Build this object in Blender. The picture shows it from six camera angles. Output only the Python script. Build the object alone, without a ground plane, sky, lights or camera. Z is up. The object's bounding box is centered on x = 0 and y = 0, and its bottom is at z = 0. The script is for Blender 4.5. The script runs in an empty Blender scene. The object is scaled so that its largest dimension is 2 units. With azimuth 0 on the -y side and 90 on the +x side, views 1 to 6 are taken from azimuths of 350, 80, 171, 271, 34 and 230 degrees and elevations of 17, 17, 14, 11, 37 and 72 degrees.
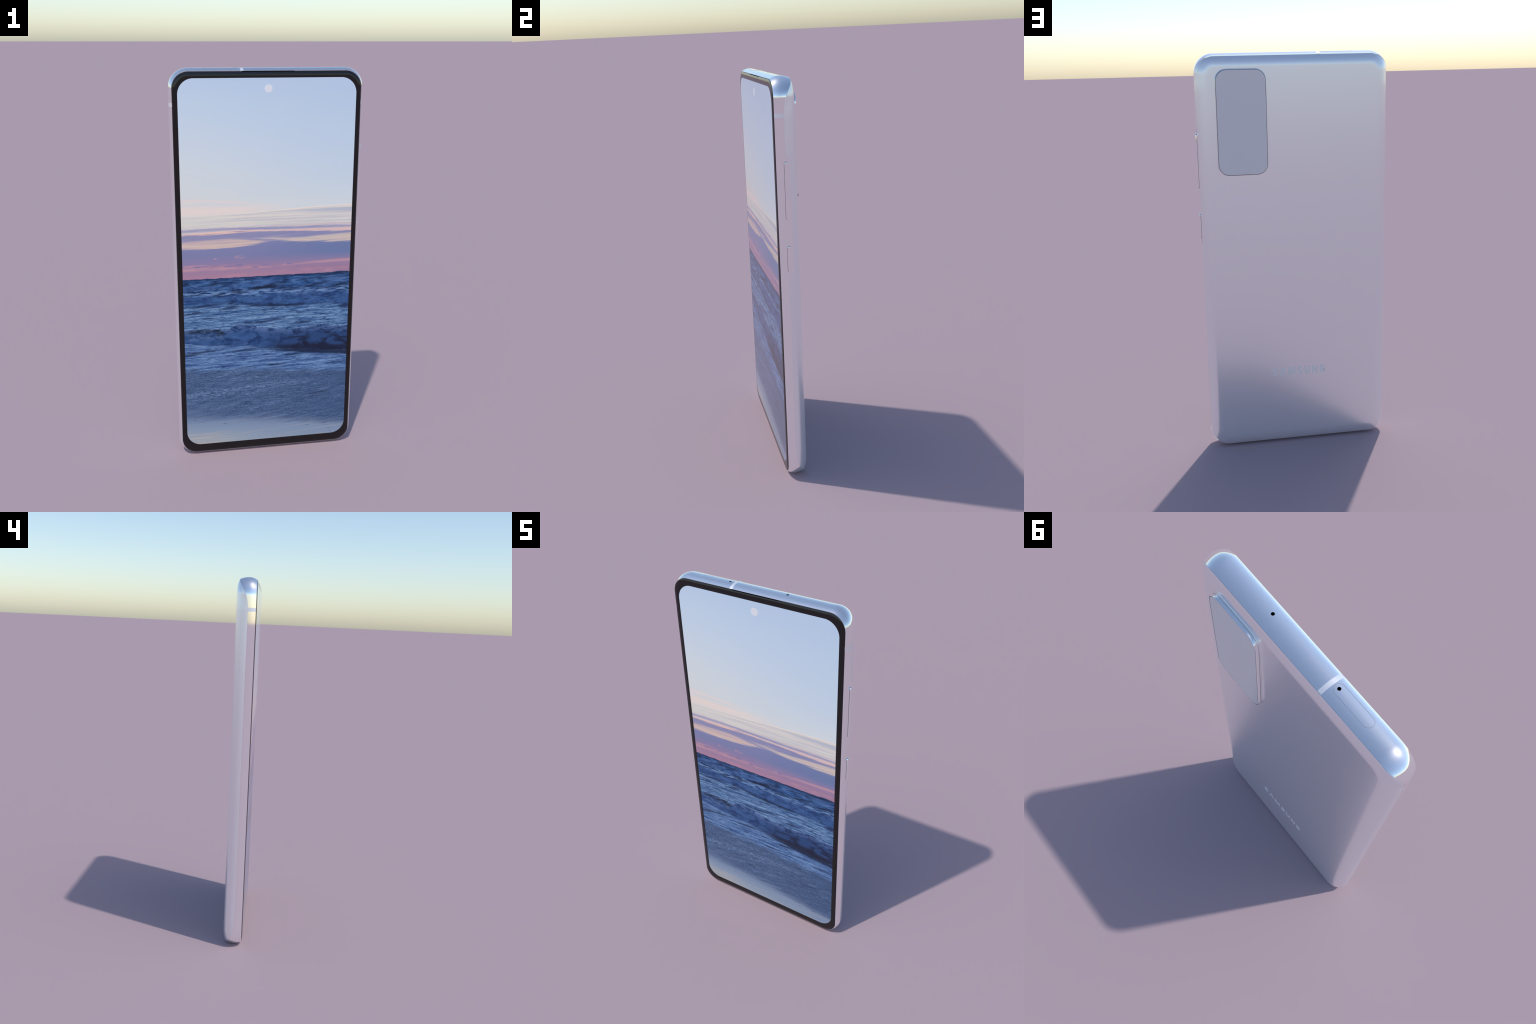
import bpy, bmesh, math
from mathutils import Vector

# ------------------------------------------------------------------ sizes (m)
CX = -0.0035          # body centre in x (the keys stick out on the +x side)
HX, HZ = 0.4665, 1.0  # half width, half height
R = 0.092             # corner radius
ZC = 1.0
Y_MID = -0.017        # fullest line of the metal frame
Y_FRAME_FRONT = -0.0573
Y_GLASS = -0.0616     # flat front
Y_BACK = 0.0450       # flat back
Y_TOP = 0.0618        # camera island face


def ip(table, x):
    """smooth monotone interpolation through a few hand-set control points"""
    if x <= table[0][0]:
        return table[0][1]
    for (a, ya), (b, yb) in zip(table, table[1:]):
        if x <= b:
            t = (x - a) / (b - a)
            return ya + (yb - ya) * t
    return table[-1][1]


def smooth(a, b, x):
    t = min(1.0, max(0.0, (x - a) / (b - a)))
    return t * t * (3 - 2 * t)


# ------------------------------------------------------------------ outline stations
# each station: (arc centre, unit normal, radius) so that any inward offset is exact
BANDS_SIDE = (1.8257, 1.8445)
BAND_TOP = (-0.1355, -0.1198)
HOLES = (0.1456, -0.1563)     # pin holes in the top edge
HOLE_Y, HOLE_R = -0.0168, 0.0060


def stations():
    out = []
    xs, zs = HX - R, HZ - R

    def run(a, b, step, extra=()):
        n = max(2, int(abs(b - a) / step))
        v = [a + (b - a) * i / n for i in range(n)] + [e for e in extra]
        v = sorted(set(v), reverse=b < a)
        return v

    def arc(cx, cz, a0):
        n = 32
        for i in range(n):
            a = math.radians(a0 + 90.0 * i / n)
            out.append((cx, cz, math.cos(a), math.sin(a)))
    # bottom edge, left to right (normal -z)
    for x in run(-xs, xs, 0.02):
        out.append((x, -zs, 0.0, -1.0))
    arc(xs, -zs, -90)
    for z in run(-zs, zs, 0.008, [v - ZC for v in BANDS_SIDE]):
        out.append((xs, z, 1.0, 0.0))
    arc(xs, zs, 0)
    for x in run(xs, -xs, 0.02, [v - CX for v in BAND_TOP] + [h - CX + k * 0.012 for h in HOLES for k in (-1, 1)]):
        out.append((x, zs, 0.0, 1.0))
    arc(-xs, zs, 90)
    for z in run(zs, -zs, 0.008, [v - ZC for v in BANDS_SIDE]):
        out.append((-xs, z, -1.0, 0.0))
    arc(-xs, -zs, 180)
    return out


ST = stations()
NS = len(ST)


def at(st, d, y):
    cx, cz, nx, nz = st
    r = R - d
    return Vector((CX + cx + nx * r, y, ZC + cz + nz * r))


# seam between frame and back cover: on the long sides it sits on the fullest
# line, round the corners it climbs to the rear edge; beside the keys it steps back
SEAM = [(0.0, 0.0312), (0.012, 0.0305), (0.025, 0.0245), (0.05, 0.0110), (0.075, -0.0010),
        (0.10, -0.0085), (0.125, -0.0140), (0.155, -0.0165), (0.30, -0.0168)]


def seam_y(st, keys=True):
    p = at(st, 0, 0)
    d = min(p.z, 2 - p.z)
    if abs(st[2]) < 0.02:
        d = 0.0
    y = 0.0
    for k in (-0.010, -0.005, 0, 0.005, 0.010):
        y += ip(SEAM, max(0, d + k)) / 5 if d > 0.012 else ip(SEAM, d) / 5
    if keys and st[2] > 0.99:
        k = smooth(1.672, 1.632, p.z) * smooth(1.080, 1.120, p.z)
        y += (0.0035 - y) * k
    return y


def frame_d(y):
    """inward offset of the bulged metal frame at depth y"""
    t = (y - Y_MID)
    if t > 0:
        return 0.0103 * (t / 0.048) ** 2
    return 0.0125 * (abs(t) / 0.0395) ** 2.1


# ------------------------------------------------------------------ mesh helpers
def new_object(name, verts, faces, mat, parent=None, smooth_angle=35):
    me = bpy.data.meshes.new(name)
    me.from_pydata([tuple(v) for v in verts], [], faces)
    bm = bmesh.new()
    bm.from_mesh(me)
    bmesh.ops.remove_doubles(bm, verts=bm.verts, dist=1e-6)
    bmesh.ops.recalc_face_normals(bm, faces=bm.faces)
    lim = math.radians(smooth_angle)
    for f in bm.faces:
        f.smooth = True
    for e in bm.edges:
        e.smooth = not (len(e.link_faces) == 2 and e.calc_face_angle(0) > lim)
    bm.to_mesh(me)
    bm.free()
    ob = bpy.data.objects.new(name, me)
    bpy.context.scene.collection.objects.link(ob)
    me.materials.append(mat)
    if parent is not None:
        ob.parent = parent
    return ob


def loft(rings, closed=True, cap_first=False, cap_last=False, skip=()):
    """faces between rings of equal length"""
    n = len(rings[0])
    verts = [v for r in rings for v in r]
    faces = []
    for k in range(len(rings) - 1):
        for i in range(n if closed else n - 1):
            if i in skip:
                continue
            j = (i + 1) % n
            faces.append((k * n + i, k * n + j, (k + 1) * n + j, (k + 1) * n + i))
    if cap_first:
        faces.append(tuple(range(n - 1, -1, -1)))
    if cap_last:
        b = (len(rings) - 1) * n
        faces.append(tuple(range(b, b + n)))
    return verts, faces


def rounded_rect(x0, x1, z0, z1, r, n=24):
    pts = []
    for cx, cz, a0 in ((x1 - r, z0 + r, -90), (x1 - r, z1 - r, 0), (x0 + r, z1 - r, 90), (x0 + r, z0 + r, 180)):
        for i in range(n + 1):
            a = math.radians(a0 + 90.0 * i / n)
            pts.append((cx + r * math.cos(a), cz + r * math.sin(a)))
    return pts


# ------------------------------------------------------------------ block letters
def ribbon(path, half):
    """outline strip (left side, right side) along a centre line"""
    L, Rr = [], []
    for i, p in enumerate(path):
        a = path[max(0, i - 1)]
        b = path[min(len(path) - 1, i + 1)]
        t = Vector((b[0] - a[0], b[1] - a[1]))
        t.normalize()
        n = Vector((-t.y, t.x))
        L.append((p[0] + n.x * half, p[1] + n.y * half))
        Rr.append((p[0] - n.x * half, p[1] - n.y * half))
    return L, Rr


def arc_path(cx, cy, rx, ry, a0, a1, n=14):
    return [(cx + rx * math.cos(math.radians(a0 + (a1 - a0) * i / n)), cy + ry * math.sin(math.radians(a0 + (a1 - a0) * i / n)))
            for i in range(n + 1)]


def letter_faces(c, w, h):
    """2D faces of one capital in a w x h box, as a list of quads / polygons that share edges"""
    s = 0.30 * w          # upright stroke
    k = 0.120 * h         # half of a bowl stroke
    extra = []
    if c == "A":
        return [[(0, 0), (s, 0), (w / 2, 0.80 * h), (w / 2 + 0.15 * w, h), (w / 2 - 0.15 * w, h)],
                [(w, 0), (w / 2 + 0.15 * w, h), (w / 2, 0.80 * h), (w - s, 0)]]
    if c == "M":
        s = 0.21 * w
        return [[(0, 0), (s, 0), (s, 0.62 * h), (s, h), (0, h)],
                [(s, 0.62 * h), (0.5 * w - 0.09 * w, 0), (0.5 * w, 0.34 * h), (s + 0.08 * w, h), (s, h)],
                [(0.41 * w, 0), (0.59 * w, 0), (0.5 * w, 0.34 * h)],
                [(w - s, 0.62 * h), (w - s, h), (w - s - 0.08 * w, h), (0.5 * w, 0.34 * h), (0.59 * w, 0)],
                [(w - s, 0), (w, 0), (w, h), (w - s, h), (w - s, 0.62 * h)]]
    if c == "N":
        s = 0.25 * w
        return [[(0, 0), (s, 0), (s, 0.60 * h), (s, h), (0, h)],
                [(s, 0.60 * h), (w - s, 0), (w - s, 0.40 * h), (s, h)],
                [(w - s, 0), (w, 0), (w, h), (w - s, h), (w - s, 0.40 * h)]]
    if c == "U":
        p = [(s / 2, h), (s / 2, 0.6 * h)] + arc_path(w / 2, 0.36 * h, w / 2 - s / 2, 0.36 * h - k, 180, 360) + [(w - s / 2, 0.6 * h), (w - s / 2, h)]
        half = s / 2
    elif c == "G":
        p = arc_path(w / 2, h / 2, w / 2 - s / 2, h / 2 - k, 28, 318, 26) + [(w - s / 2, 0.355 * h), (w - s / 2, 0.36 * h)]
        half = k
        extra = [[(0.50 * w, 0.36 * h), (w, 0.36 * h), (w, 0.54 * h), (0.50 * w, 0.54 * h)]]
    else:                 # S
        half = 0.098 * h
        p = (arc_path(w / 2, 0.725 * h, 0.5 * w - half, 0.275 * h - half, 10, 245, 16)
             + arc_path(w / 2, 0.275 * h, 0.5 * w - half, 0.275 * h - half, 65, -170, 16))
    L, Rr = ribbon(p, half)
    return [[L[i], L[i + 1], Rr[i + 1], Rr[i]] for i in range(len(p) - 1)] + extra


def put_letter(c, x, w, z0, h, mat, parent):
    verts, faces = [], []
    for poly in letter_faces(c, w, h):
        b = len(verts)
        verts += [Vector((x - px, Y_BACK + 0.0005, z0 + pz)) for px, pz in poly]
        faces.append(tuple(range(b, b + len(poly))))
    me = bpy.data.meshes.new("letter")
    me.from_pydata([tuple(v) for v in verts], [], faces)
    bm = bmesh.new()
    bm.from_mesh(me)
    bmesh.ops.remove_doubles(bm, verts=bm.verts, dist=1e-5)
    ex = bmesh.ops.extrude_face_region(bm, geom=bm.faces[:])
    bmesh.ops.translate(bm, verts=[g for g in ex["geom"] if isinstance(g, bmesh.types.BMVert)], vec=(0, -0.0012, 0))
    bmesh.ops.recalc_face_normals(bm, faces=bm.faces)
    bm.to_mesh(me)
    bm.free()
    me.materials.append(mat)
    ob = bpy.data.objects.new("letter", me)
    bpy.context.scene.collection.objects.link(ob)
    ob.parent = parent
    return ob


# ------------------------------------------------------------------ parts
def build(M):
    phone = bpy.data.objects.new("smartphone", None)
    phone.empty_display_size = 0.1
    bpy.context.scene.collection.objects.link(phone)
    phone["label"] = "upright silver smartphone with sunset sea wallpaper screen"
    phone["category"] = "phone"

    seam = [seam_y(s) for s in ST]

    # ---- metal frame, split where the antenna bands sit
    NF = 18
    rings = [[at(s, 0.024, Y_FRAME_FRONT + 0.0040) for s in ST],
             [at(s, frame_d(Y_FRAME_FRONT) + 0.0010, Y_FRAME_FRONT + 0.0030) for s in ST],
             [at(s, frame_d(Y_FRAME_FRONT) + 0.0005, Y_FRAME_FRONT + 0.0003) for s in ST]]
    yf = Y_FRAME_FRONT + 0.0002
    for k in range(NF + 1):
        t = k / NF
        rings.append([at(s, frame_d(yf + (ys - yf) * t), yf + (ys - yf) * t) for s, ys in zip(ST, seam)])
    rings.append([at(s, frame_d(ys) + 0.006, ys + 0.0002) for s, ys in zip(ST, seam)])

    def which_band(i):
        a, b = at(ST[i], 0, 0), at(ST[(i + 1) % NS], 0, 0)
        c = (a + b) / 2
        nx, nz = ST[i][2], ST[i][3]
        if abs(nx) > 0.99 and BANDS_SIDE[0] < c.z < BANDS_SIDE[1]:
            return "right" if nx > 0 else "left"
        if nz > 0.99 and BAND_TOP[0] < c.x < BAND_TOP[1]:
            return "top"
        return None
    band_of = [which_band(i) for i in range(NS)]
    v, f = loft(rings, skip={i for i in range(NS) if band_of[i]})
    # open the two pin holes: drop the quads round each and fan back to a circle
    row0, row1 = 3 + 6, 3 + 10
    for hx in HOLES:
        cols = [i for i in range(NS) if ST[i][3] > 0.99 and abs(at(ST[i], 0, 0).x - hx) < 0.0121]
        drop = {(r, i) for r in range(row0, row1) for i in cols[:-1]}
        f = [q for q in f if (q[0] // NS, q[0] % NS) not in drop]
        border = ([row0 * NS + i for i in cols] + [r * NS + cols[-1] for r in range(row0 + 1, row1)]
                  + [row1 * NS + i for i in reversed(cols)] + [r * NS + cols[0] for r in range(row1 - 1, row0, -1)])

        def turn(p):
            return math.atan2(p[1] - HOLE_Y, p[0] - hx)
        border.sort(key=lambda k: turn((v[k].x, v[k].y)))
        n = 32
        base = len(v)
        mid = 0.5
        for q in (1.0, 1.35):
            for i in range(n):
                a = -math.pi + 2 * math.pi * (i + mid) / n
                x, y = hx + q * HOLE_R * math.cos(a), HOLE_Y + q * HOLE_R * math.sin(a)
                v.append(Vector((x, y, ZC + HZ - frame_d(y))))
        for i in range(n):
            j = (i + 1) % n
            f.append((base + i, base + j, base + n + j, base + n + i))
        ring = [base + n + i for i in range(n)]
        ta = [turn((v[k].x, v[k].y)) for k in border]
        tb = [turn((v[k].x, v[k].y)) for k in ring]
        i = j = 0
        while i < len(border) or j < n:
            na = ta[i + 1] if i + 1 < len(border) else ta[(i + 1) % len(border)] + 2 * math.pi
            nb = tb[j + 1] if j + 1 < n else tb[(j + 1) % n] + 2 * math.pi
            if j >= n or (i < len(border) and na <= nb):
                f.append((border[i % len(border)], border[(i + 1) % len(border)], ring[j % n]))
                i += 1
            else:
                f.append((border[i % len(border)], ring[(j + 1) % n], ring[j % n]))
                j += 1
    frame = new_object("frame", v, f, M["metal"], phone, 30)
    for key in ("right", "left", "top"):
        v, f = loft(rings, skip={i for i in range(NS) if band_of[i] != key})
        bm_ob = new_object("antenna_band", v, f, M["band"], frame, 30)
        bm = bmesh.new()
        bm.from_mesh(bm_ob.data)
        bmesh.ops.delete(bm, geom=[x for x in bm.verts if not x.link_faces], context='VERTS')
        bm.to_mesh(bm_ob.data)
        bm.free()

    # ---- back cover: swept edge that is steep on the long sides, shallow at the ends
    NB = 28

    def cover_point(s, ys, u):
        zz = at(s, 0, 0).z
        w = 0.0 if abs(s[2]) < 0.02 else smooth(0.0, 0.17, min(zz, 2 - zz))   # 1 on the sides, 0 at the ends
        a = u * math.pi / 2
        te, ee = 1 - math.cos(a), math.sin(a)
        tp, ep = u, 1 - (1 - u) ** 2
        t, e = tp + (te - tp) * w, ep + (ee - ep) * w
        d0 = frame_d(ys) + 0.0002
        D = 0.064 + (SIDE_D - 0.064) * w
        return d0 + (D - d0) * t, ys + (Y_BACK - ys) * e

    rings = [[] for _ in range(NB + 3)]
    for s, y_cut in zip(ST, seam):
        ys = seam_y(s, False)
        u0 = 0.0
        while cover_point(s, ys, u0)[1] < y_cut + 0.0018:
            u0 += 0.002
        d, y = cover_point(s, ys, u0)
        rings[0].append(at(s, d + 0.005, y_cut + 0.0002))
        rings[1].append(at(s, d + 0.0001, y_cut + 0.0002))     # small upright edge that catches light
        for k in range(NB + 1):
            d, y = cover_point(s, ys, u0 + (1 - u0) * k / NB)
            rings[k + 2].append(at(s, d, y))
    rings.append([at(s, 0.080, Y_BACK) for s in ST])
    v, f = loft(rings, cap_last=True)
    back = new_object("back_cover", v, f, M["back"], phone, 60)

    # ---- front glass rim (black bezel) around the display
    dx0, dx1, dz0, dz1, dr = -0.4302, 0.4240, 0.0595, 1.9548, 0.074
    disp = []
    for s in ST:     # display outline at matching stations
        cx, cz, nx, nz = s
        fx = (cx / (HX - R) + 1) / 2
        fz = (cz / (HZ - R) + 1) / 2
        px = dx0 + dr + (dx1 - dx0 - 2 * dr) * fx + nx * dr
        pz = dz0 + dr + (dz1 - dz0 - 2 * dr) * fz + nz * dr
        disp.append((px, pz))
    gd = 0.0156
    rings = [[at(s, gd + 0.004, Y_FRAME_FRONT + 0.004) for s in ST],
             [at(s, gd + 0.0002, Y_FRAME_FRONT + 0.002) for s in ST]]
    NG = 12                       # softly curved border of the cover glass
    y0 = Y_FRAME_FRONT - 0.0002
    for k in range(NG + 1):
        t = 1 - k / NG
        rings.append([at(s, gd + 0.0195 * (1 - t), Y_GLASS + (y0 - Y_GLASS) * t ** 2) for s in ST])
    rings.append([Vector((px, Y_GLASS, pz)) for px, pz in disp])
    rings.append([Vector((px, Y_GLASS + 0.004, pz)) for px, pz in disp])
    v, f = loft(rings)
    bezel = new_object("front_glass", v, f, M["bezel"], phone, 60)

    rings = [[Vector((px, Y_GLASS + 0.004, pz)) for px, pz in disp],
             [Vector((px, Y_GLASS, pz)) for px, pz in disp]]
    v, f = loft(rings, cap_first=True, cap_last=True)
    display = new_object("display", v, f, M["display"], phone, 30)

    # ---- front camera dot
    def disc(name, c, axis_y, r, th, mat, parent, n=40):
        ring0 = [Vector((c[0] + r * math.cos(2 * math.pi * i / n), c[1], c[2] + r * math.sin(2 * math.pi * i / n))) for i in range(n)]
        ring1 = [p + Vector((0, th, 0)) for p in ring0]
        v, f = loft([ring0, ring1], cap_first=True, cap_last=True)
        return new_object(name, v, f, mat, parent, 30)
    disc("front_camera", (-0.0030, Y_GLASS + 0.002, 1.906), 1, 0.0190, -0.0023, M["lens_dot"], phone)

    # ---- black strip in place of the earpiece slot between glass and frame
    path = [(-0.125 + 0.25 * i / 40) for i in range(41)]
    rings = []
    for (dz, y) in ((0.0, -0.0565), (-0.0002, -0.0579), (-0.0026, -0.0587), (-0.0032, -0.0565)):
        rings.append([Vector((CX + x, y, 2 - gd + 0.0012 + dz)) for x in path])
    v, f = loft(rings + [rings[0]], closed=False)
    n = len(path)
    f += [tuple(k * n for k in range(4)), tuple(k * n + n - 1 for k in range(4))]
    new_object("earpiece_slot_strip", v, f, M["black"], phone, 30)

    # ---- things that follow the crown of the frame's end
    def crown(x, y, lift, end=1):
        z = HZ - frame_d(y) + lift
        return Vector((x, y, ZC + end * z))

    def patch(name, outline, lift, mat, parent, end=1, nin=6, skirt=0.002):
        """a thin slab that follows the crown; outline is a list of (x, y) round a centre"""
        cx = sum(p[0] for p in outline) / len(outline)
        cy = sum(p[1] for p in outline) / len(outline)
        rings = [[crown(x, y, -skirt, end) for x, y in outline],
                 [crown(x, y, lift * 0.6, end) for x, y in outline]]
        for k in range(nin):
            q = 1 - k / nin
            q = q * 0.97
            rings.append([crown(cx + (x - cx) * q, cy + (y - cy) * q, lift, end) for x, y in outline])
        v, f = loft(rings, cap_last=True)
        return new_object(name, v, f, mat, parent, 50)

    def circle(x, y, r, n=28):
        return [(x + r * math.cos(2 * math.pi * i / n), y + r * math.sin(2 * math.pi * i / n)) for i in range(n)]

    def capsule(x0, x1, y, r, n=20):
        pts = []
        for i in range(n + 1):
            a = math.radians(-90 + 180.0 * i / n)
            pts.append((x1 - r + r * math.cos(a), y + r * math.sin(a)))
        for k in range(1, 12):
            pts.append((x1 - r + (x0 - x1 + 2 * r) * k / 12, y + r))
        for i in range(n + 1):
            a = math.radians(90 + 180.0 * i / n)
            pts.append((x0 + r + r * math.cos(a), y + r * math.sin(a)))
        for k in range(1, 12):
            pts.append((x0 + r + (x1 - x0 - 2 * r) * k / 12, y - r))
        return pts

    def crown_ring(name, outline_fn, w, lift, mat, parent, end=1):
        a, b = outline_fn(0), outline_fn(w)
        rings = [[crown(x, y, -0.001, end) for x, y in a], [crown(x, y, lift, end) for x, y in a],
                 [crown(x, y, lift, end) for x, y in b], [crown(x, y, -0.001, end) for x, y in b]]
        v, f = loft(rings)
        return new_object(name, v, f, mat, parent, 50)

    tray_outline = crown_ring("sim_tray_gap_ring", lambda o: capsule(-0.3010 + o, -0.1400 - o, -0.0168, 0.0190 - o), 0.0007, 0.0002, M["gap_paint"], frame)  # grey raised ring stands in for the card slot's groove; outline only
    tray_outline.name = "sim_tray_outline"
    for name, hx, owner in (("microphone_hole_or_slab", HOLES[0], frame), ("tray_eject_hole", HOLES[1], tray_outline)):
        rim = circle(hx, HOLE_Y, HOLE_R + 0.0001, 32)
        v, f = loft([[crown(x, y, -0.0002) for x, y in rim], [crown(x, y, -0.07) for x, y in rim]], cap_last=True)
        new_object(name, v, f, M["black"], owner, 30)

    # bottom end: charging port, loudspeaker slots, microphone as added black slabs, guessed on the unseen side
    port_slab = patch("charging_port_slab", capsule(CX - 0.056, CX + 0.056, -0.0168, 0.0165), 0.0002, M["black"], frame, end=-1)
    for k in range(6):
        x = CX + 0.165 + k * 0.022
        patch("speaker_slab", capsule(x - 0.0085, x + 0.0085, -0.0168, 0.0075, 10), 0.0002, M["black"], frame, end=-1)
    patch("microphone_hole_or_slab", circle(CX - 0.10, -0.0168, 0.0055), 0.0002, M["black"], frame, end=-1)

    # ---- side keys
    def key(name, z0, z1):
        yc, hw = -0.0152, 0.0083
        base = HX + CX - 0.004
        top = 0.4700
        out = []
        n = 16
        for zc, a0 in ((z1 - hw, 0), (z0 + hw, 180)):
            for i in range(n + 1):
                a = math.radians(a0 + 180.0 * i / n)
                out.append((math.cos(a), zc, math.sin(a)))
        rings = []
        for inset, x in ((0.0, base), (0.0, top - 0.0022), (0.0002, top - 0.0014), (0.0007, top - 0.0006), (0.0016, top - 0.0001), (0.0026, top)):
            rings.append([Vector((x, yc + c * (hw - inset), zc + s * (hw - inset))) for c, zc, s in out])
        v, f = loft(rings, cap_last=True)
        ob = new_object(name, v, f, M["metal"], phone, 50)
        # dark raised band standing in for the clearance round the key
        x = HX + CX + 0.0001
        def ring_at(r, xx):
            return [Vector((xx, yc + c * r, zc + s * r)) for c, zc, s in out]
        v, f = loft([ring_at(hw + 0.0009, x - 0.004), ring_at(hw + 0.0009, x + 0.0001), ring_at(hw - 0.0005, x + 0.0001)])
        new_object("key_gap_strip", v, f, M["seam"], ob, 50)
        return ob
    key("volume_key", 1.3672, 1.6320)
    key("power_key", 1.1170, 1.2430)

    # ---- camera island
    ix0, ix1, iz0, iz1, ir = 0.1312, 0.3684, 1.4328, 1.9246, 0.052

    def ring(off, y, n=20):
        return [Vector((x, y, z)) for x, z in rounded_rect(ix0 - off, ix1 + off, iz0 - off, iz1 + off, ir + off, n)]
    # foot: cover material flaring up
    prof = []
    for k in range(9):
        a = k / 8 * math.pi / 2
        prof.append((0.0050 * (1 - math.sin(a)) + 0.0003, Y_BACK - 0.0001 + 0.0036 * (1 - math.cos(a))))
    prof.append((0.0001, Y_BACK + 0.0020))
    v, f = loft([ring(o, y) for o, y in prof])
    new_object("camera_foot", v, f, M["back"], back, 50)
    prof = [(-0.0003, Y_BACK), (-0.0003, Y_BACK + 0.0036), (0.0, Y_BACK + 0.0039), (0.0, Y_TOP - 0.0006), (-0.0002, Y_TOP - 0.0002),
            (-0.0005, Y_TOP), (-0.0009, Y_TOP - 0.003)]
    v, f = loft([ring(o, y) for o, y in prof])
    isl = new_object("camera_rim", v, f, M["metal"], phone, 50)
    v, f = loft([ring(-0.0007, Y_TOP - 0.006), ring(-0.0007, Y_TOP - 0.0002), ring(-0.0024, Y_TOP - 0.0002), ring(-0.0024, Y_TOP - 0.006)])
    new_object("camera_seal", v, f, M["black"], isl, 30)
    v, f = loft([ring(-0.0021, Y_TOP - 0.006), ring(-0.0021, Y_TOP - 0.0002), ring(-0.0024, Y_TOP), ring(-0.004, Y_TOP)],
                cap_last=True)
    new_object("camera_glass", v, f, M["plate"], isl, 30)

    # ---- maker's word on the back, read from behind: broad strokes, the A without a bar
    word = bpy.data.objects.new("lettering", None)
    bpy.context.scene.collection.objects.link(word)
    word.parent = phone
    X0, X1, Z0, Z1 = 0.1376, -0.1450, 0.3775, 0.4205     # reader's left to right
    H = Z1 - Z0
    advance = (X0 - X1 + 0.0105) / 7.12
    x = X0
    for c in "SAMSUNG":
        w = advance * {"M": 1.16, "N": 0.98, "A": 1.08}.get(c, 0.96)
        put_letter(c, x, w - 0.0105, Z0, H, M["letter"], word)
        x -= w
    return phone


SIDE_D = 0.060

# ------------------------------------------------------------------ node helper
class S:
    """a socket with arithmetic, so that shader formulas read as formulas"""
    tree = None

    def __init__(self, sock):
        self.s = sock

    @staticmethod
    def node(kind, **props):
        n = S.tree.nodes.new(kind)
        for k, v in props.items():
            setattr(n, k, v)
        return n

    @staticmethod
    def link(src, dst):
        if isinstance(src, S):
            S.tree.links.new(src.s, dst)
        else:
            dst.default_value = src

    @staticmethod
    def math(op, *a, clamp=False):
        n = S.node("ShaderNodeMath", operation=op, use_clamp=clamp)
        for i, v in enumerate(a):
            S.link(v, n.inputs[i])
        return S(n.outputs[0])

    def __add__(self, o): return S.math("ADD", self, o)
    def __radd__(self, o): return S.math("ADD", self, o)
    def __sub__(self, o): return S.math("SUBTRACT", self, o)
    def __rsub__(self, o): return S.math("SUBTRACT", o, self)
    def __mul__(self, o): return S.math("MULTIPLY", self, o)
    def __rmul__(self, o): return S.math("MULTIPLY", self, o)
    def __truediv__(self, o): return S.math("DIVIDE", self, o)


def step(x, a, b):
    """0 below a, 1 above b, smooth between (a may be larger than b)"""
    n = S.node("ShaderNodeMapRange", interpolation_type="SMOOTHSTEP")
    S.link(x, n.inputs["Value"])
    flip = not isinstance(a, S) and not isinstance(b, S) and a > b
    S.link(b if flip else a, n.inputs["From Min"])
    S.link(a if flip else b, n.inputs["From Max"])
    r = S(n.outputs["Result"])
    return 1.0 - r if flip else r


def over(z, edge, soft):
    """1 above the edge"""
    return step(z - edge, -soft, soft)


def between(z, lo, hi, soft):
    return over(z, lo, soft) * (1.0 - over(z, hi, soft))


def curve(x, pts):
    """a height drawn as a curve over x, through a few control points (heights 0..2 m)"""
    n = S.node("ShaderNodeFloatCurve")
    c = n.mapping.curves[0]
    lo = min(p[1] for p in pts) - 0.01
    hi = max(p[1] for p in pts) + 0.01
    while len(c.points) < len(pts):
        c.points.new(0.5, 0.5)
    for q, (a, b) in zip(c.points, pts):
        q.location = (a, (b - lo) / (hi - lo))
    n.mapping.update()
    S.link(x, n.inputs["Value"])
    return S(n.outputs[0]) * (hi - lo) + lo


def noise(x, y, w=0.0, detail=4.0, rough=0.55, dist=0.0, scale=1.0):
    c = S.node("ShaderNodeCombineXYZ")
    S.link(x, c.inputs[0])
    S.link(y, c.inputs[1])
    c.inputs[2].default_value = w
    n = S.node("ShaderNodeTexNoise", noise_dimensions="3D")
    n.inputs["Scale"].default_value = scale
    n.inputs["Detail"].default_value = detail
    n.inputs["Roughness"].default_value = rough
    n.inputs["Distortion"].default_value = dist
    S.tree.links.new(c.outputs[0], n.inputs["Vector"])
    return S(n.outputs["Fac"])


def lin(c):
    c /= 255.0
    return c / 12.92 if c <= 0.04045 else ((c + 0.055) / 1.055) ** 2.4


def paint(r, g, b):
    """base colour of the printed picture, chosen so that it reads r, g, b in daylight"""
    k = (0.785, 0.80, 0.935)
    gloss = (0.0185, 0.0160, 0.0200)        # what the cover glass adds by reflection
    return tuple(max(0.0005, (lin(v) - o) / q) for v, o, q in zip((r, g, b), gloss, k)) + (1.0,)


def mix(fac, a, b):
    n = S.node("ShaderNodeMix", data_type="RGBA", clamp_factor=True)
    S.link(fac, n.inputs[0])
    S.link(a, n.inputs[6])
    S.link(b, n.inputs[7])
    return S(n.outputs[2])


def ramp(x, lo, hi, stops):
    n = S.node("ShaderNodeValToRGB")
    e = n.color_ramp.elements
    while len(e) < len(stops):
        e.new(0.5)
    for q, (p, c) in zip(e, stops):
        q.position = (p - lo) / (hi - lo)
        q.color = paint(*c)
    S.link((x - lo) / (hi - lo), n.inputs[0])
    return S(n.outputs[0])


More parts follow.
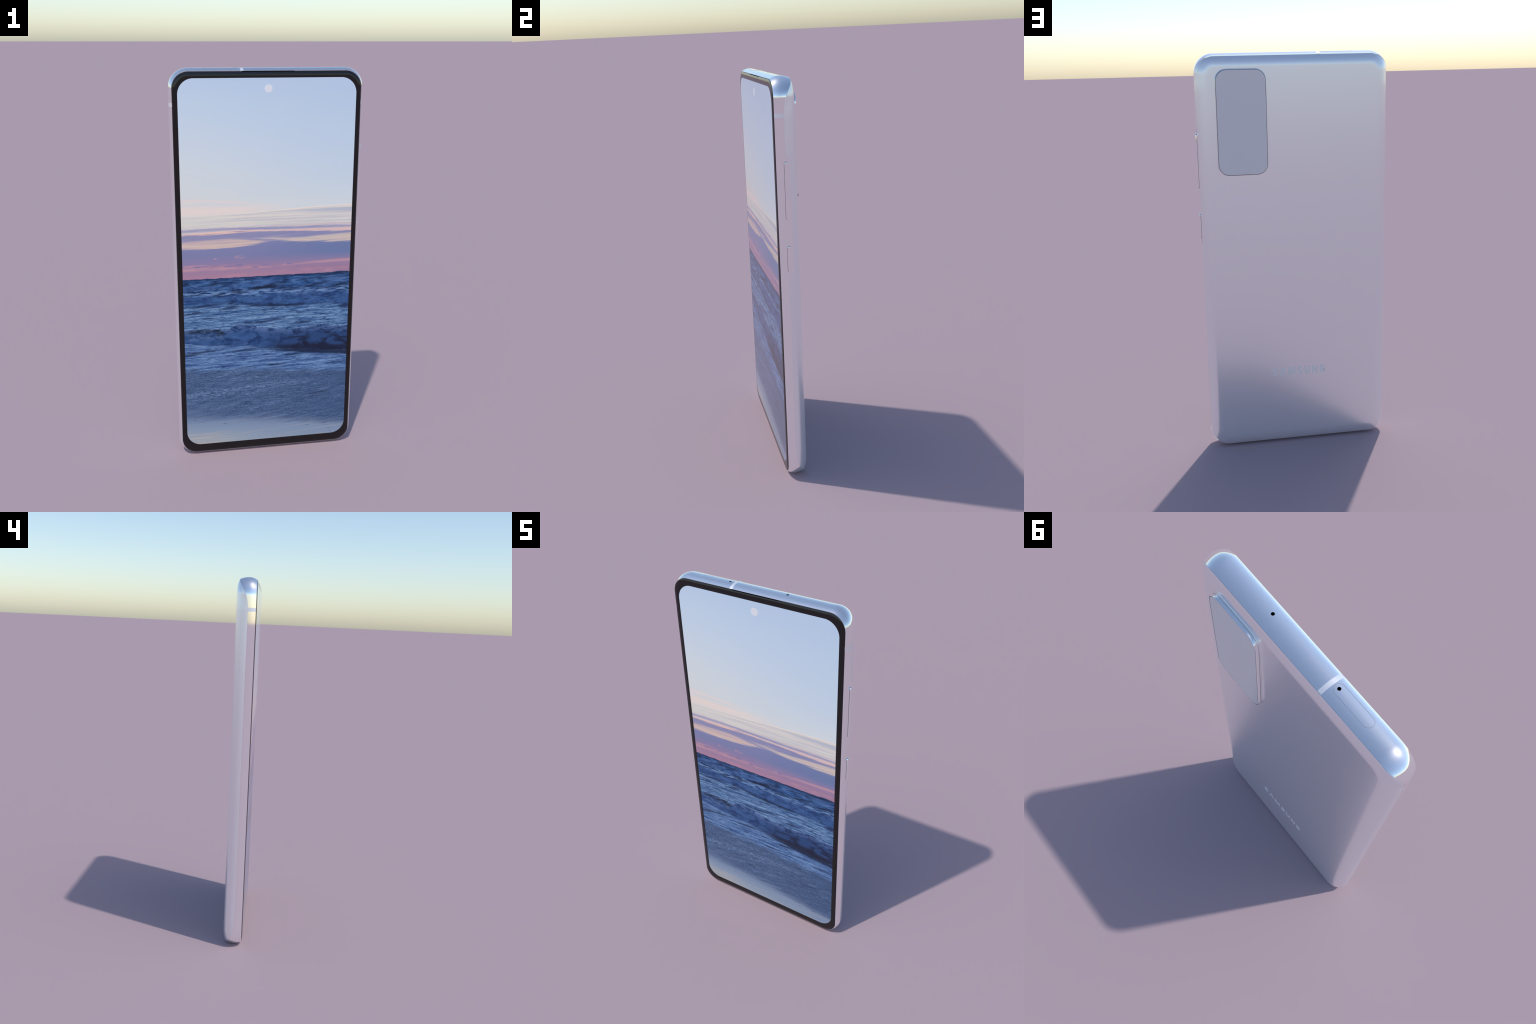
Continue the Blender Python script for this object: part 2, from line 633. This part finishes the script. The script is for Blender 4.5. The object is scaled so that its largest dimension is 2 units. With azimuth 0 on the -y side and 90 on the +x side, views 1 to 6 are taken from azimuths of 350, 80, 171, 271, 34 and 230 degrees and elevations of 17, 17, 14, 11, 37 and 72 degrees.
def blob(u, z, cu, cz, ru, rz, soft=0.5):
    """soft ellipse"""
    du = (u - cu) / ru
    dz = (z - cz) / rz
    r = S.math("SQRT", du * du + dz * dz)
    return 1.0 - step(r, 1.0 - soft, 1.0 + soft)


# ------------------------------------------------------------------ the wallpaper: dusk sky over a rough sea
def wallpaper():
    m = bpy.data.materials.new("wallpaper")
    m.use_nodes = True
    S.tree = m.node_tree
    m.node_tree.nodes.remove(m.node_tree.nodes["Principled BSDF"])
    out = m.node_tree.nodes["Material Output"]

    def glossy(colour):
        b = S.node("ShaderNodeBsdfPrincipled")
        b.inputs["Roughness"].default_value = DISPLAY_ROUGH
        S.tree.links.new(colour.s, b.inputs["Base Color"])
        return b.outputs[0]

    def blend(fac, a, b):
        n = S.node("ShaderNodeMixShader")
        S.tree.links.new(fac.s, n.inputs[0])
        S.tree.links.new(a, n.inputs[1])
        S.tree.links.new(b, n.inputs[2])
        return n.outputs[0]

    tc = S.node("ShaderNodeTexCoord")
    sep = S.node("ShaderNodeSeparateXYZ")
    S.tree.links.new(tc.outputs["Object"], sep.inputs[0])
    u = (S(sep.outputs[0]) + 0.4302) / 0.8542
    z = S(sep.outputs[2])

    # ---------------- sky
    wob = noise(u * 2.2, z * 18.0, 1.0, 5.0, 0.6, 0.3) - 0.5
    zt = z + wob * 0.012 + (noise(u * 9, z * 60, 7.0, 4.0, 0.6) - 0.5) * 0.006 + (noise(u * 2.0, z * 120 - u * 5.0, 8.0, 4.0, 0.6) - 0.5) * 0.018
    sky = ramp(z + (u - 0.5) * 0.16, 1.0, 2.0, [(1.18, (203, 202, 207)), (1.26, (206, 207, 212)), (1.37, (206, 210, 219)),
               (1.48, (203, 210, 223)), (1.62, (196, 207, 227)), (1.78, (188, 204, 229)), (1.98, (178, 196, 228))])
    sky = mix(step(u, 0.0, 1.0) * 0.35 * step(z, 1.3, 1.5), sky, paint(180, 197, 224))
    veil = noise(u * 2.0, z * 9, 3.0, 3.0) - 0.5
    sky = mix(step(veil, 0.0, 0.3) * 0.35, sky, paint(192, 204, 230))
    sky = mix(step(veil, 0.0, -0.3) * 0.30, sky, paint(196, 208, 224))
    # pale pink veil on the left above the contrail, with its thin upper streaks
    trail = curve(u, [(0, 1.304), (0.33, 1.311), (0.65, 1.326), (1, 1.338)])
    top = curve(u, [(0, 1.388), (0.2, 1.379), (0.35, 1.371), (0.5, 1.350), (0.75, 1.335), (1, 1.335)])
    fade = 1.0 - step(u, 0.25, 0.72)
    sky = mix(between(zt, trail, curve(u, [(0, 1.352), (0.3, 1.350), (0.5, 1.352), (1, 1.345)]), 0.016) * fade * 0.85, sky, paint(226, 209, 208))
    sky = mix(between(zt, top - 0.010, top + 0.002, 0.006) * (1.0 - step(u, 0.2, 0.52)) * 0.75, sky, paint(222, 208, 211))
    sky = mix(between(z, 1.366, 1.372, 0.004) * (1.0 - step(u, 0.03, 0.14)) * 0.7, sky, paint(226, 209, 210))
    # layered thin cloud under the contrail
    st = noise(u * 1.3 + z * 3.0, z * 75 - u * 0.6, 5.0, 6.0, 0.66, 0.2)
    cloud = mix(step(st, 0.36, 0.62), paint(186, 184, 197), paint(216, 208, 207))
    cloud = mix((1.0 - step(u, 0.0, 0.45)) * 0.6, cloud, paint(213, 207, 206))
    cloud = mix(between(zt, 1.250, 1.268, 0.010) * 0.6, cloud, paint(210, 206, 204))
    under = 1.0 - over(z, trail, 0.004)
    sky = mix(under * 0.92, sky, cloud)
    sky = mix(blob(u, zt, 1.0, 1.314, 0.28, 0.010) * under * 0.8, sky, paint(174, 178, 198))
    sky = mix(between(zt, 1.296, 1.299, 0.003) * step(u, 0.55, 0.95) * 0.7, sky, paint(184, 172, 190))
    sky = mix(between(zt, 1.285, 1.290, 0.004) * blob(u, z, 0.5, 1.287, 0.25, 0.2) * 0.6, sky, paint(182, 178, 192))
    sky = mix(between(zt, 1.256, 1.261, 0.004) * step(u, 0.45, 0.8) * 0.7, sky, paint(176, 176, 194))
    # the contrail
    sky = mix(between(z, trail - 0.0022, trail + 0.0014, 0.0022) * (0.35 + 0.6 * step(u, 0.1, 0.6)), sky, paint(233, 216, 208))

    # mauve and pink bars
    feather = noise(u * 2.6, z * 150 - u * 7.0, 18.0, 5.0, 0.65, 0.2) - 0.5
    zb = z + wob * 0.012 + (noise(u * 7, z * 70, 17.0, 4.0, 0.6) - 0.5) * 0.010 + feather * 0.026
    sky = mix((1.0 - over(zb, 1.247, 0.010)) * 0.55, sky, paint(190, 178, 192))
    p1 = curve(u, [(0, 1.233), (0.2, 1.236), (0.42, 1.233), (0.65, 1.231), (1, 1.227)])
    sky = mix(between(zb, p1 - 0.0075, p1 + 0.006, 0.004) * (0.72 + 0.28 * step(noise(u * 3, z * 40, 9.0), 0.4, 0.6)), sky, paint(148, 146, 184))
    sky = mix(between(zb, 1.2395, 1.2425, 0.003) * step(u, 0.5, 0.9) * 0.8, sky, paint(216, 188, 186))
    k1 = curve(u, [(0, 1.214), (0.23, 1.218), (0.42, 1.221), (0.7, 1.216), (1, 1.212)])
    k1w = curve(u, [(0, 0.0045), (0.3, 0.0070), (0.5, 0.0035), (0.8, 0.0075), (1, 0.0095)])
    mauve = mix(step(u, 0.2, 0.9) * 0.6, paint(139, 137, 176), paint(128, 131, 174))
    mauve = mix(step(feather, 0.02, 0.20) * 0.35, mauve, paint(172, 156, 180))
    sky = mix((1.0 - over(zb, k1, 0.004)), sky, mauve)
    pk = noise(u * 4, z * 110, 11.0, 4.0)
    sky = mix(between(zb, k1 - k1w, k1 + k1w, 0.0028) * step(pk, 0.28, 0.52), sky, mix(step(u, 0.4, 0.8) * 0.6, paint(224, 188, 182), paint(206, 178, 186)))
    # two lens-shaped cream clouds
    lu = curve(u, [(0, 1.177), (0.15, 1.181), (0.28, 1.183), (0.40, 1.175), (0.52, 1.160), (1, 1.130)])
    ll = curve(u, [(0, 1.139), (0.12, 1.136), (0.25, 1.138), (0.42, 1.152), (0.52, 1.162), (1, 1.170)])
    cream = mix(step(noise(u * 2.5, z * 80, 13.0, 4.0), 0.38, 0.62), paint(192, 170, 176), paint(208, 184, 178))
    cream = mix(step(feather, 0.0, -0.2) * 0.6, cream, paint(170, 152, 176))
    sky = mix(between(zb, ll, lu, 0.0075) * 0.95, sky, cream)
    ru = curve(u, [(0, 1.150), (0.40, 1.182), (0.50, 1.182), (0.70, 1.178), (0.85, 1.186), (1, 1.190)])
    rl = curve(u, [(0, 1.230), (0.38, 1.190), (0.50, 1.175), (0.62, 1.162), (0.80, 1.153), (1, 1.149)])
    cream2 = mix(step(noise(u * 3, z * 90, 15.0, 4.0), 0.36, 0.6), paint(192, 176, 180), paint(208, 192, 182))
    cream2 = mix(step(feather, 0.0, -0.2) * 0.6, cream2, paint(172, 160, 178))
    sky = mix(between(zb, rl, ru, 0.0060) * 0.95, sky, cream2)
    # blue-mauve bank below them
    bank = ramp(z, 0.97, 1.20, [(0.985, (168, 127, 155)), (1.012, (155, 125, 156)), (1.038, (150, 124, 160)), (1.065, (136, 124, 164)), (1.10, (124, 126, 168)), (1.15, (126, 128, 172))])
    bank = mix(step(u, 0.25, 1.0) * step(z, 1.05, 1.10) * 0.85, bank, paint(105, 119, 164))
    bank = mix(step(u, 0.45, 1.0) * step(z, 1.045, 1.02) * 0.55, bank, paint(146, 119, 152))
    low = 1.0 - over(zb, S.math("MINIMUM", S.math("MINIMUM", ll, 1.163), S.math("MINIMUM", rl, 1.168)), 0.006)
    sky = mix(low, sky, bank)
    # many thin broken streaks run through the cloud bars
    thin = noise(u * 2.2 + z * 2.0, z * 230 - u * 9.0, 29.0, 5.0, 0.68, 0.15)
    patchy = noise(u * 3.0, z * 26, 30.0, 3.0)
    belt = between(z, 1.150, 1.285, 0.020)
    sky = mix(step(thin, 0.54, 0.66) * step(patchy, 0.40, 0.60) * belt * 0.45, sky, paint(216, 200, 200))
    sky = mix(step(thin, 0.46, 0.34) * step(patchy, 0.60, 0.42) * belt * 0.40, sky, paint(158, 152, 184))
    # pink ragged strip low over the sea
    rag = (noise(u * 14, z * 60, 21.0, 5.0, 0.65) - 0.5) * 0.022
    pt = curve(u, [(0, 1.056), (0.25, 1.052), (0.45, 1.042), (0.60, 1.040), (0.80, 1.050), (1, 1.057)])
    pb = curve(u, [(0, 1.026), (0.20, 1.030), (0.45, 1.028), (0.62, 1.035), (0.80, 1.041), (1, 1.043)])
    zr = z + rag
    pf = 0.10 + 0.80 * step(noise(u * 7, z * 70, 23.0, 4.0, 0.6), 0.42, 0.62)
    pf = mix(step(u, 0.55, 0.75), mix(1.0, (0, 0, 0, 1), pf), (0.95, 0.95, 0.95, 1))
    sky = mix(between(z + rag * (1.0 - step(u, 0.5, 0.8) * 0.75), pb, pt, 0.006) * S.math("MULTIPLY", pf, 0.9), sky, paint(187, 143, 159))
    sky = mix(between(zr, pb - 0.004, pb + 0.006, 0.004) * (1.0 - step(u, 0.2, 0.55)) * 0.4, sky, paint(190, 145, 158))
    for cu, cz, a, b in ((0.085, 1.047, 0.020, 0.0035), (0.27, 1.0435, 0.030, 0.0040), (0.33, 1.0475, 0.026, 0.0045), (0.425, 1.034, 0.022, 0.0040),
                         (0.485, 1.041, 0.030, 0.0035), (0.625, 1.043, 0.024, 0.0035), (0.68, 1.029, 0.012, 0.0020)):
        sky = mix(blob(u, z + rag * 0.35, cu, cz, a, b, 0.45) * 0.85, sky, paint(126, 117, 162))
    for cu, cz, a, b in ((0.335, 1.090, 0.026, 0.008), (0.19, 1.087, 0.012, 0.003), (0.87, 1.001, 0.030, 0.008), (0.60, 1.046, 0.012, 0.007), (0.05, 1.053, 0.014, 0.004)):
        sky = mix(blob(u, zr, cu, cz, a, b, 0.6) * step(noise(u * 40, z * 90, 25.0, 2.0), 0.42, 0.62) * 0.8, sky, paint(190, 143, 160))
    sky = mix(step(noise(u * 5, z * 45, 27.0, 3.0), 0.52, 0.66) * (1.0 - over(z, 1.018, 0.008)) * 0.35, sky, paint(190, 138, 155))

    # ---------------- sea
    fine = noise(u * 34 + z * 20, z * 190 - u * 7, 31.0, 4.0, 0.65)
    crest = noise(u * 15 + z * 12, z * 95 - u * 4.0, 32.0, 5.0, 0.65, 0.4)
    chop = noise(u * 7 + z * 4.0, z * 40 - u * 3.0, 35.0, 6.0, 0.66, 0.6)
    chop2 = noise(u * 4.5 - z * 3, z * 24 + u * 1.0, 37.0, 6.0, 0.64, 0.9)
    puff = noise(u * 11, z * 27, 39.0, 7.0, 0.68, 0.4)
    dark = paint(34, 44, 66)
    # far water: crests, foam and dark hollows at several sizes
    sea = mix(step(chop, 0.38, 0.60), paint(38, 58, 100), paint(52, 84, 138))
    sea = mix(step(crest, 0.50, 0.66) * 0.8, sea, paint(88, 120, 172))
    sea = mix(step(chop2, 0.54, 0.68) * step(fine, 0.38, 0.58) * 0.75, sea, paint(100, 128, 178))
    sea = mix(step(crest, 0.47, 0.36) * 0.85, sea, paint(35, 48, 80))
    sea = mix(step(chop, 0.44, 0.33) * 0.85, sea, dark)
    for cu, cz, a, b, k in ((0.42, 0.950, 0.13, 0.018, .85), (0.90, 0.945, 0.10, 0.020, .7), (0.08, 0.942, 0.12, 0.014, .7), (0.70, 0.955, 0.10, 0.012, .6), (0.30, 0.930, 0.10, 0.012, .6)):
        sea = mix(blob(u, z + (puff - 0.5) * 0.06 - (u - cu) * 0.05, cu, cz, a, b) * step(puff, 0.36, 0.62) * k, sea, paint(74, 102, 156))
    sea = mix(over(z + (chop - 0.5) * 0.03, 0.976, 0.006) * 0.75, sea, paint(38, 52, 84))
    for cu, cz, a, b, k in ((0.49, 0.925, 0.09, 0.010, .95), (0.20, 0.897, 0.035, 0.008, .85), (0.70, 0.915, 0.14, 0.006, .7), (0.05, 0.903, 0.06, 0.006, .7),
                            (0.95, 0.918, 0.07, 0.007, .7), (0.20, 0.955, 0.10, 0.005, .7), (0.82, 0.968, 0.12, 0.006, .6), (0.36, 0.905, 0.05, 0.005, .6)):
        sea = mix(blob(u, z + (chop - 0.5) * 0.04 + (fine - 0.5) * 0.01 - (u - cu) * 0.10, cu, cz, a, b, 0.7) * k, sea, dark)
    # light trough, then a second swell of blue foam with a broken dark underside
    tr = between(z + (chop2 - 0.5) * 0.06, curve(u, [(0, 0.902), (0.3, 0.890), (0.6, 0.884), (1, 0.880)]), curve(u, [(0, 0.920), (0.4, 0.912), (1, 0.902)]), 0.010)
    sea = mix(tr * step(crest, 0.42, 0.58) * 0.8, sea, paint(112, 142, 190))
    s2t = curve(u, [(0, 0.895), (0.3, 0.885), (0.6, 0.892), (1, 0.880)])
    s2b = curve(u, [(0, 0.852), (0.25, 0.852), (0.42, 0.826), (0.7, 0.815), (1, 0.815)])
    rough2 = (puff - 0.5) * 0.060 + (crest - 0.5) * 0.030
    sw = between(z + rough2, s2b, s2t, 0.009)
    swc = mix(step(puff, 0.38, 0.62), paint(44, 68, 118), paint(66, 96, 150))
    swc = mix(step(fine, 0.54, 0.66) * 0.45, swc, paint(104, 128, 178))
    swc = mix(step(crest, 0.46, 0.36) * 0.75, swc, paint(36, 52, 90))
    sea = mix(sw * 0.85, sea, swc)
    dk = between(z + (chop - 0.5) * 0.05, s2b - 0.004, s2b + 0.012, 0.007)
    sea = mix(dk * (0.20 + 0.75 * blob(u, z, 0.54, 0.82, 0.16, 0.5, 0.6)) * step(chop2, 0.62, 0.44), sea, dark)
    # shining water
    shine = noise(u * 4.5 + z * 6, z * 95 - u * 2.5, 43.0, 6.0, 0.68, 0.3)
    w1 = mix(step(shine, 0.38, 0.60), paint(54, 84, 134), paint(114, 146, 190))
    w1 = mix(step(shine, 0.58, 0.70) * 0.8, w1, paint(156, 178, 212))
    w1 = mix(step(fine, 0.52, 0.38) * 0.65, w1, paint(52, 76, 126))
    w1 = mix(step(crest, 0.46, 0.36) * 0.8, w1, paint(40, 58, 98))
    w1 = mix(step(chop, 0.42, 0.32) * 0.8, w1, paint(40, 56, 94))
    z1 = z + (chop2 - 0.5) * 0.05 + (crest - 0.5) * 0.03
    sea = mix(1.0 - over(z1, s2b - 0.006, 0.008), sea, w1)
    for cu, cz, a, b in ((0.12, 0.838, 0.09, 0.007), (0.27, 0.822, 0.06, 0.007), (0.06, 0.804, 0.07, 0.005), (0.47, 0.735, 0.06, 0.005), (0.38, 0.738, 0.03, 0.006),
                         (0.55, 0.747, 0.05, 0.006), (0.98, 0.80, 0.04, 0.014), (0.72, 0.72, 0.05, 0.005)):
        sea = mix(blob(u, z + (chop - 0.5) * 0.03 + (fine - 0.5) * 0.008 - (u - cu) * 0.06, cu, cz, a, b, 0.6) * 0.85, sea, paint(40, 52, 88))
    # the breaker
    bt = curve(u, [(0, 0.712), (0.13, 0.716), (0.235, 0.706), (0.29, 0.718), (0.355, 0.728), (0.45, 0.710), (0.52, 0.700), (0.60, 0.690), (0.70, 0.690),
                   (0.77, 0.700), (0.83, 0.704), (0.90, 0.692), (1, 0.690)])
    bb = curve(u, [(0, 0.643), (0.13, 0.627), (0.27, 0.617), (0.40, 0.611), (0.46, 0.596), (0.66, 0.575), (1, 0.549)])
    spray = noise(u * 26, z * 52, 45.0, 6.0, 0.70)
    zw = z + (spray - 0.5) * 0.034
    inside = 1.0 - over(zw, bt, 0.005)
    hgt = (z - bb) / (bt - bb)
    bill = noise(u * 13 + (puff - 0.5) * 1.5, z * 26, 47.0, 7.0, 0.66, 0.7)
    wave = mix(step(bill, 0.36, 0.62), paint(38, 58, 102), paint(60, 88, 140))
    wave = mix(step(spray, 0.52, 0.68) * 0.5, wave, paint(80, 108, 158))
    wave = mix(step(hgt, 0.60, 0.95) * step(bill, 0.38, 0.6) * 0.55, wave, paint(100, 118, 164))
    right = step(u + (bill - 0.5) * 0.5, 0.47, 0.66)
    rdark = mix(step(bill, 0.36, 0.58), paint(34, 44, 68), paint(48, 70, 116))
    wave = mix(right * (1.0 - step(hgt + (spray - 0.5) * 0.6, 0.62, 1.05)) * 0.92, wave, rdark)
    wave = mix(right * (1.0 - step(hgt + (bill - 0.5) * 0.6, 0.16, 0.40)) * 0.9, wave, paint(34, 41, 62))
    face = blob(u, z + (bill - 0.5) * 0.05, 0.115, 0.704, 0.10, 0.013, 0.4) + blob(u, z + (bill - 0.5) * 0.05, 0.215, 0.692, 0.026, 0.020, 0.4)
    wave = mix(face * 0.85, wave, mix(step(spray, 0.44, 0.60), paint(36, 44, 62), paint(66, 88, 126)))
    wave = mix(blob(u, z + (spray - 0.5) * 0.03, 0.10, 0.672, 0.12, 0.018, 0.6) * step(spray, 0.42, 0.68) * 0.6, wave, paint(96, 118, 160))
    sea = mix(inside, sea, wave)
    far = sea

    # ---------------- nearer than the breaker
    fine = noise(u * 34 + z * 20, z * 190 - u * 7, 71.0, 4.0, 0.65)
    crest = noise(u * 15 + z * 12, z * 95 - u * 4.0, 72.0, 5.0, 0.65, 0.4)
    chop = noise(u * 7 + z * 4.0, z * 40 - u * 3.0, 75.0, 6.0, 0.66, 0.6)
    grain = noise(u * 80, z * 300, 33.0, 3.0, 0.7)
    bb = curve(u, [(0, 0.6430), (0.13, 0.627), (0.27, 0.617), (0.40, 0.611), (0.46, 0.596), (0.66, 0.575), (0.9999, 0.549)])
    shine2 = noise(u * 5 + z * 5, z * 90 - u * 2.5, 49.0, 6.0, 0.68, 0.3)
    w2 = mix(step(shine2, 0.36, 0.62), paint(56, 82, 134), paint(108, 138, 186))
    w2 = mix(step(shine2, 0.58, 0.70) * 0.7, w2, paint(138, 162, 202))
    w2 = mix(step(crest, 0.46, 0.35) * 0.75, w2, paint(44, 60, 102))
    w2 = mix(step(fine, 0.50, 0.38) * 0.6, w2, paint(50, 74, 124))
    sea = w2
    shade = between(z + (crest - 0.5) * 0.02, bb - curve(u, [(0, 0.002), (0.4, 0.008), (0.7, 0.018), (1, 0.024)]), bb + 0.003, 0.005)
    sea = mix(shade * (0.35 + 0.6 * step(u, 0.35, 0.70)), sea, paint(35, 46, 72))
    for cu, cz, a, b in ((0.04, 0.580, 0.06, 0.007), (0.12, 0.592, 0.10, 0.006), (0.66, 0.545, 0.06, 0.006), (0.36, 0.585, 0.08, 0.006), (0.55, 0.492, 0.05, 0.005), (0.95, 0.483, 0.09, 0.004)):
        sea = mix(blob(u, z + (chop - 0.5) * 0.025 + (fine - 0.5) * 0.01 - (u - cu) * 0.04, cu, cz, a, b, 0.6) * 0.8, sea, paint(40, 52, 86))
    # dull grained backwash
    edge = curve(u, [(0, 0.492), (0.30, 0.478), (0.60, 0.462), (1, 0.430)])
    zs = z + (noise(u * 5, z * 30 - u * 3.0, 51.0, 5.0, 0.65) - 0.5) * 0.11
    fibre = noise(u * 12 + z * 4, z * 190 - u * 12.0, 52.0, 5.0, 0.7)
    dull = mix(step(fibre, 0.36, 0.64), paint(54, 72, 108), paint(86, 107, 148))
    dull = mix(step(grain, 0.52, 0.66) * 0.55, dull, paint(112, 132, 170))
    dull = mix(step(grain, 0.48, 0.34) * 0.55, dull, paint(46, 62, 98))
    dull = mix(step(noise(u * 2.5, z * 60 - u * 5.0, 53.0, 5.0, 0.65), 0.47, 0.34) * 0.5, dull, paint(54, 68, 104))
    sp = noise(u * 3 + z * 2, z * 34 - u * 5.0, 55.0, 4.0, 0.6)
    dull = mix(step(sp, 0.50, 0.66) * step(fine, 0.44, 0.62) * 0.7, dull, paint(112, 134, 178))
    line = curve(u, [(0, 0.347), (0.27, 0.362), (0.52, 0.384), (0.7, 0.392), (1, 0.375)])
    dull = mix(between(z + (crest - 0.5) * 0.06, line - 0.012, line + 0.012, 0.012) * step(fine, 0.46, 0.60) * (1.0 - step(u, 0.55, 0.95)) * 0.7, dull, paint(122, 144, 188))
    dull = mix(blob(u, z + (fine - 0.5) * 0.015 - (u - 0.82) * 0.1, 0.82, 0.312, 0.06, 0.004, 0.5) * 0.7, dull, paint(46, 54, 80))
    dull = mix(step(u, 0.45, 1.0) * 0.30, dull, paint(56, 74, 114))
    dull = mix((1.0 - step(u, 0.0, 0.4)) * step(z, 0.32, 0.24) * 0.35, dull, paint(104, 120, 158))
    sea = mix(1.0 - over(zs, edge, 0.020), sea, dull)
    # wet sand with a sky sheen
    sand = ramp(z + u * 0.08, 0.0, 0.30, [(0.05, (156, 161, 172)), (0.10, (146, 157, 176)), (0.16, (130, 145, 174)), (0.24, (104, 122, 158))])
    sand = mix(step(u, 0.2, 1.0) * 0.6, sand, paint(122, 137, 168))
    sand = mix(step(noise(u * 2.0, z * 70 - u * 5, 57.0, 5.0, 0.6), 0.50, 0.66) * 0.4, sand, paint(162, 160, 170))
    sand = mix(step(noise(u * 2.4, z * 90 - u * 5, 59.0, 5.0, 0.6), 0.50, 0.66) * 0.4, sand, paint(126, 150, 184))
    sand = mix(blob(u, z, 0.0, 0.08, 0.24, 0.05, 0.7) * step(noise(u * 3, z * 90, 61.0, 4.0), 0.4, 0.6) * 0.6, sand, paint(178, 168, 166))
    sand = mix(step(grain, 0.42, 0.66) * 0.15, sand, paint(96, 114, 156))
    se = curve(u, [(0, 0.214), (0.25, 0.202), (0.45, 0.190), (0.70, 0.156), (1, 0.122)])
    sea = mix(1.0 - over(z + (noise(u * 5, z * 40 - u * 4.0, 63.0, 5.0, 0.65) - 0.5) * 0.08, se, 0.035), sea, sand)
    for cu, cz, a, b in ((0.05, 0.204, 0.010, 0.002), (0.235, 0.170, 0.012, 0.002), (0.38, 0.190, 0.008, 0.002), (0.70, 0.158, 0.018, 0.0018), (0.76, 0.120, 0.014, 0.0018),
                         (0.87, 0.124, 0.014, 0.002), (0.90, 0.092, 0.008, 0.0015), (0.91, 0.075, 0.008, 0.0015)):
        sea = mix(blob(u, z, cu, cz, a, b, 0.5) * 0.8, sea, paint(80, 94, 136))
    # ---------------- join: horizon notched by far waves, foot of the breaker
    hz = curve(u, [(0, 0.9845), (0.3, 0.984), (0.6, 0.986), (0.88, 0.986), (0.93, 0.990), (1, 0.984)])
    above = over(z + (noise(u * 24, 0.0, 65.0, 4.0, 0.65) - 0.5) * 0.012, hz, 0.0016)
    foot = curve(u, [(0, 0.6431), (0.13, 0.627), (0.27, 0.617), (0.40, 0.611), (0.46, 0.596), (0.66, 0.575), (0.9998, 0.549)])
    front = 1.0 - over(z + (noise(u * 30, z * 60, 66.0, 4.0, 0.65) - 0.5) * 0.012, foot, 0.003)
    shader = blend(above, blend(front, glossy(far), glossy(sea)), glossy(sky))
    S.tree.links.new(shader, out.inputs[0])
    return m

# ------------------------------------------------------------------ materials
def simple(name, col, rough, metal=0.0, spec=0.5):
    m = bpy.data.materials.new(name)
    m.use_nodes = True
    b = m.node_tree.nodes["Principled BSDF"]
    b.inputs["Base Color"].default_value = (*col, 1)
    b.inputs["Roughness"].default_value = rough
    b.inputs["Metallic"].default_value = metal
    b.inputs["Specular IOR Level"].default_value = spec
    return m


DISPLAY_ROUGH = 0.10
M = {
    "metal": simple("polished_silver", (1.0, 1.0, 1.0), 0.035, 0.90),
    "back": simple("satin_silver", (0.95, 0.955, 0.965), 0.27, 0.74),
    "band": simple("antenna_plastic", (0.92, 0.92, 0.93), 0.35, 0.55),
    "bezel": simple("black_glass", (0.002, 0.002, 0.002), 0.10),
    "display": wallpaper(),
    "lens_dot": simple("pale_lens", (0.8, 0.8, 0.8), 0.4),
    "black": simple("flat_black", (0.0, 0.0, 0.0), 0.6, 0, 0.0),  # pure black, also stands in for the dark of slots and openings
    "gap_paint": simple("painted_gap_grey", (0.17, 0.17, 0.185), 0.6),  # grey stands in for shade in the card slot's groove
    "seam": simple("painted_gap_dark", (0.05, 0.05, 0.055), 0.6),  # dark colour stands in for shade in the groove round the keys
    "plate": simple("camera_plate", (0.755, 0.76, 0.77), 0.15),
    "letter": simple("letter_silver", (0.86, 0.86, 0.86), 0.3),
}
build(M)
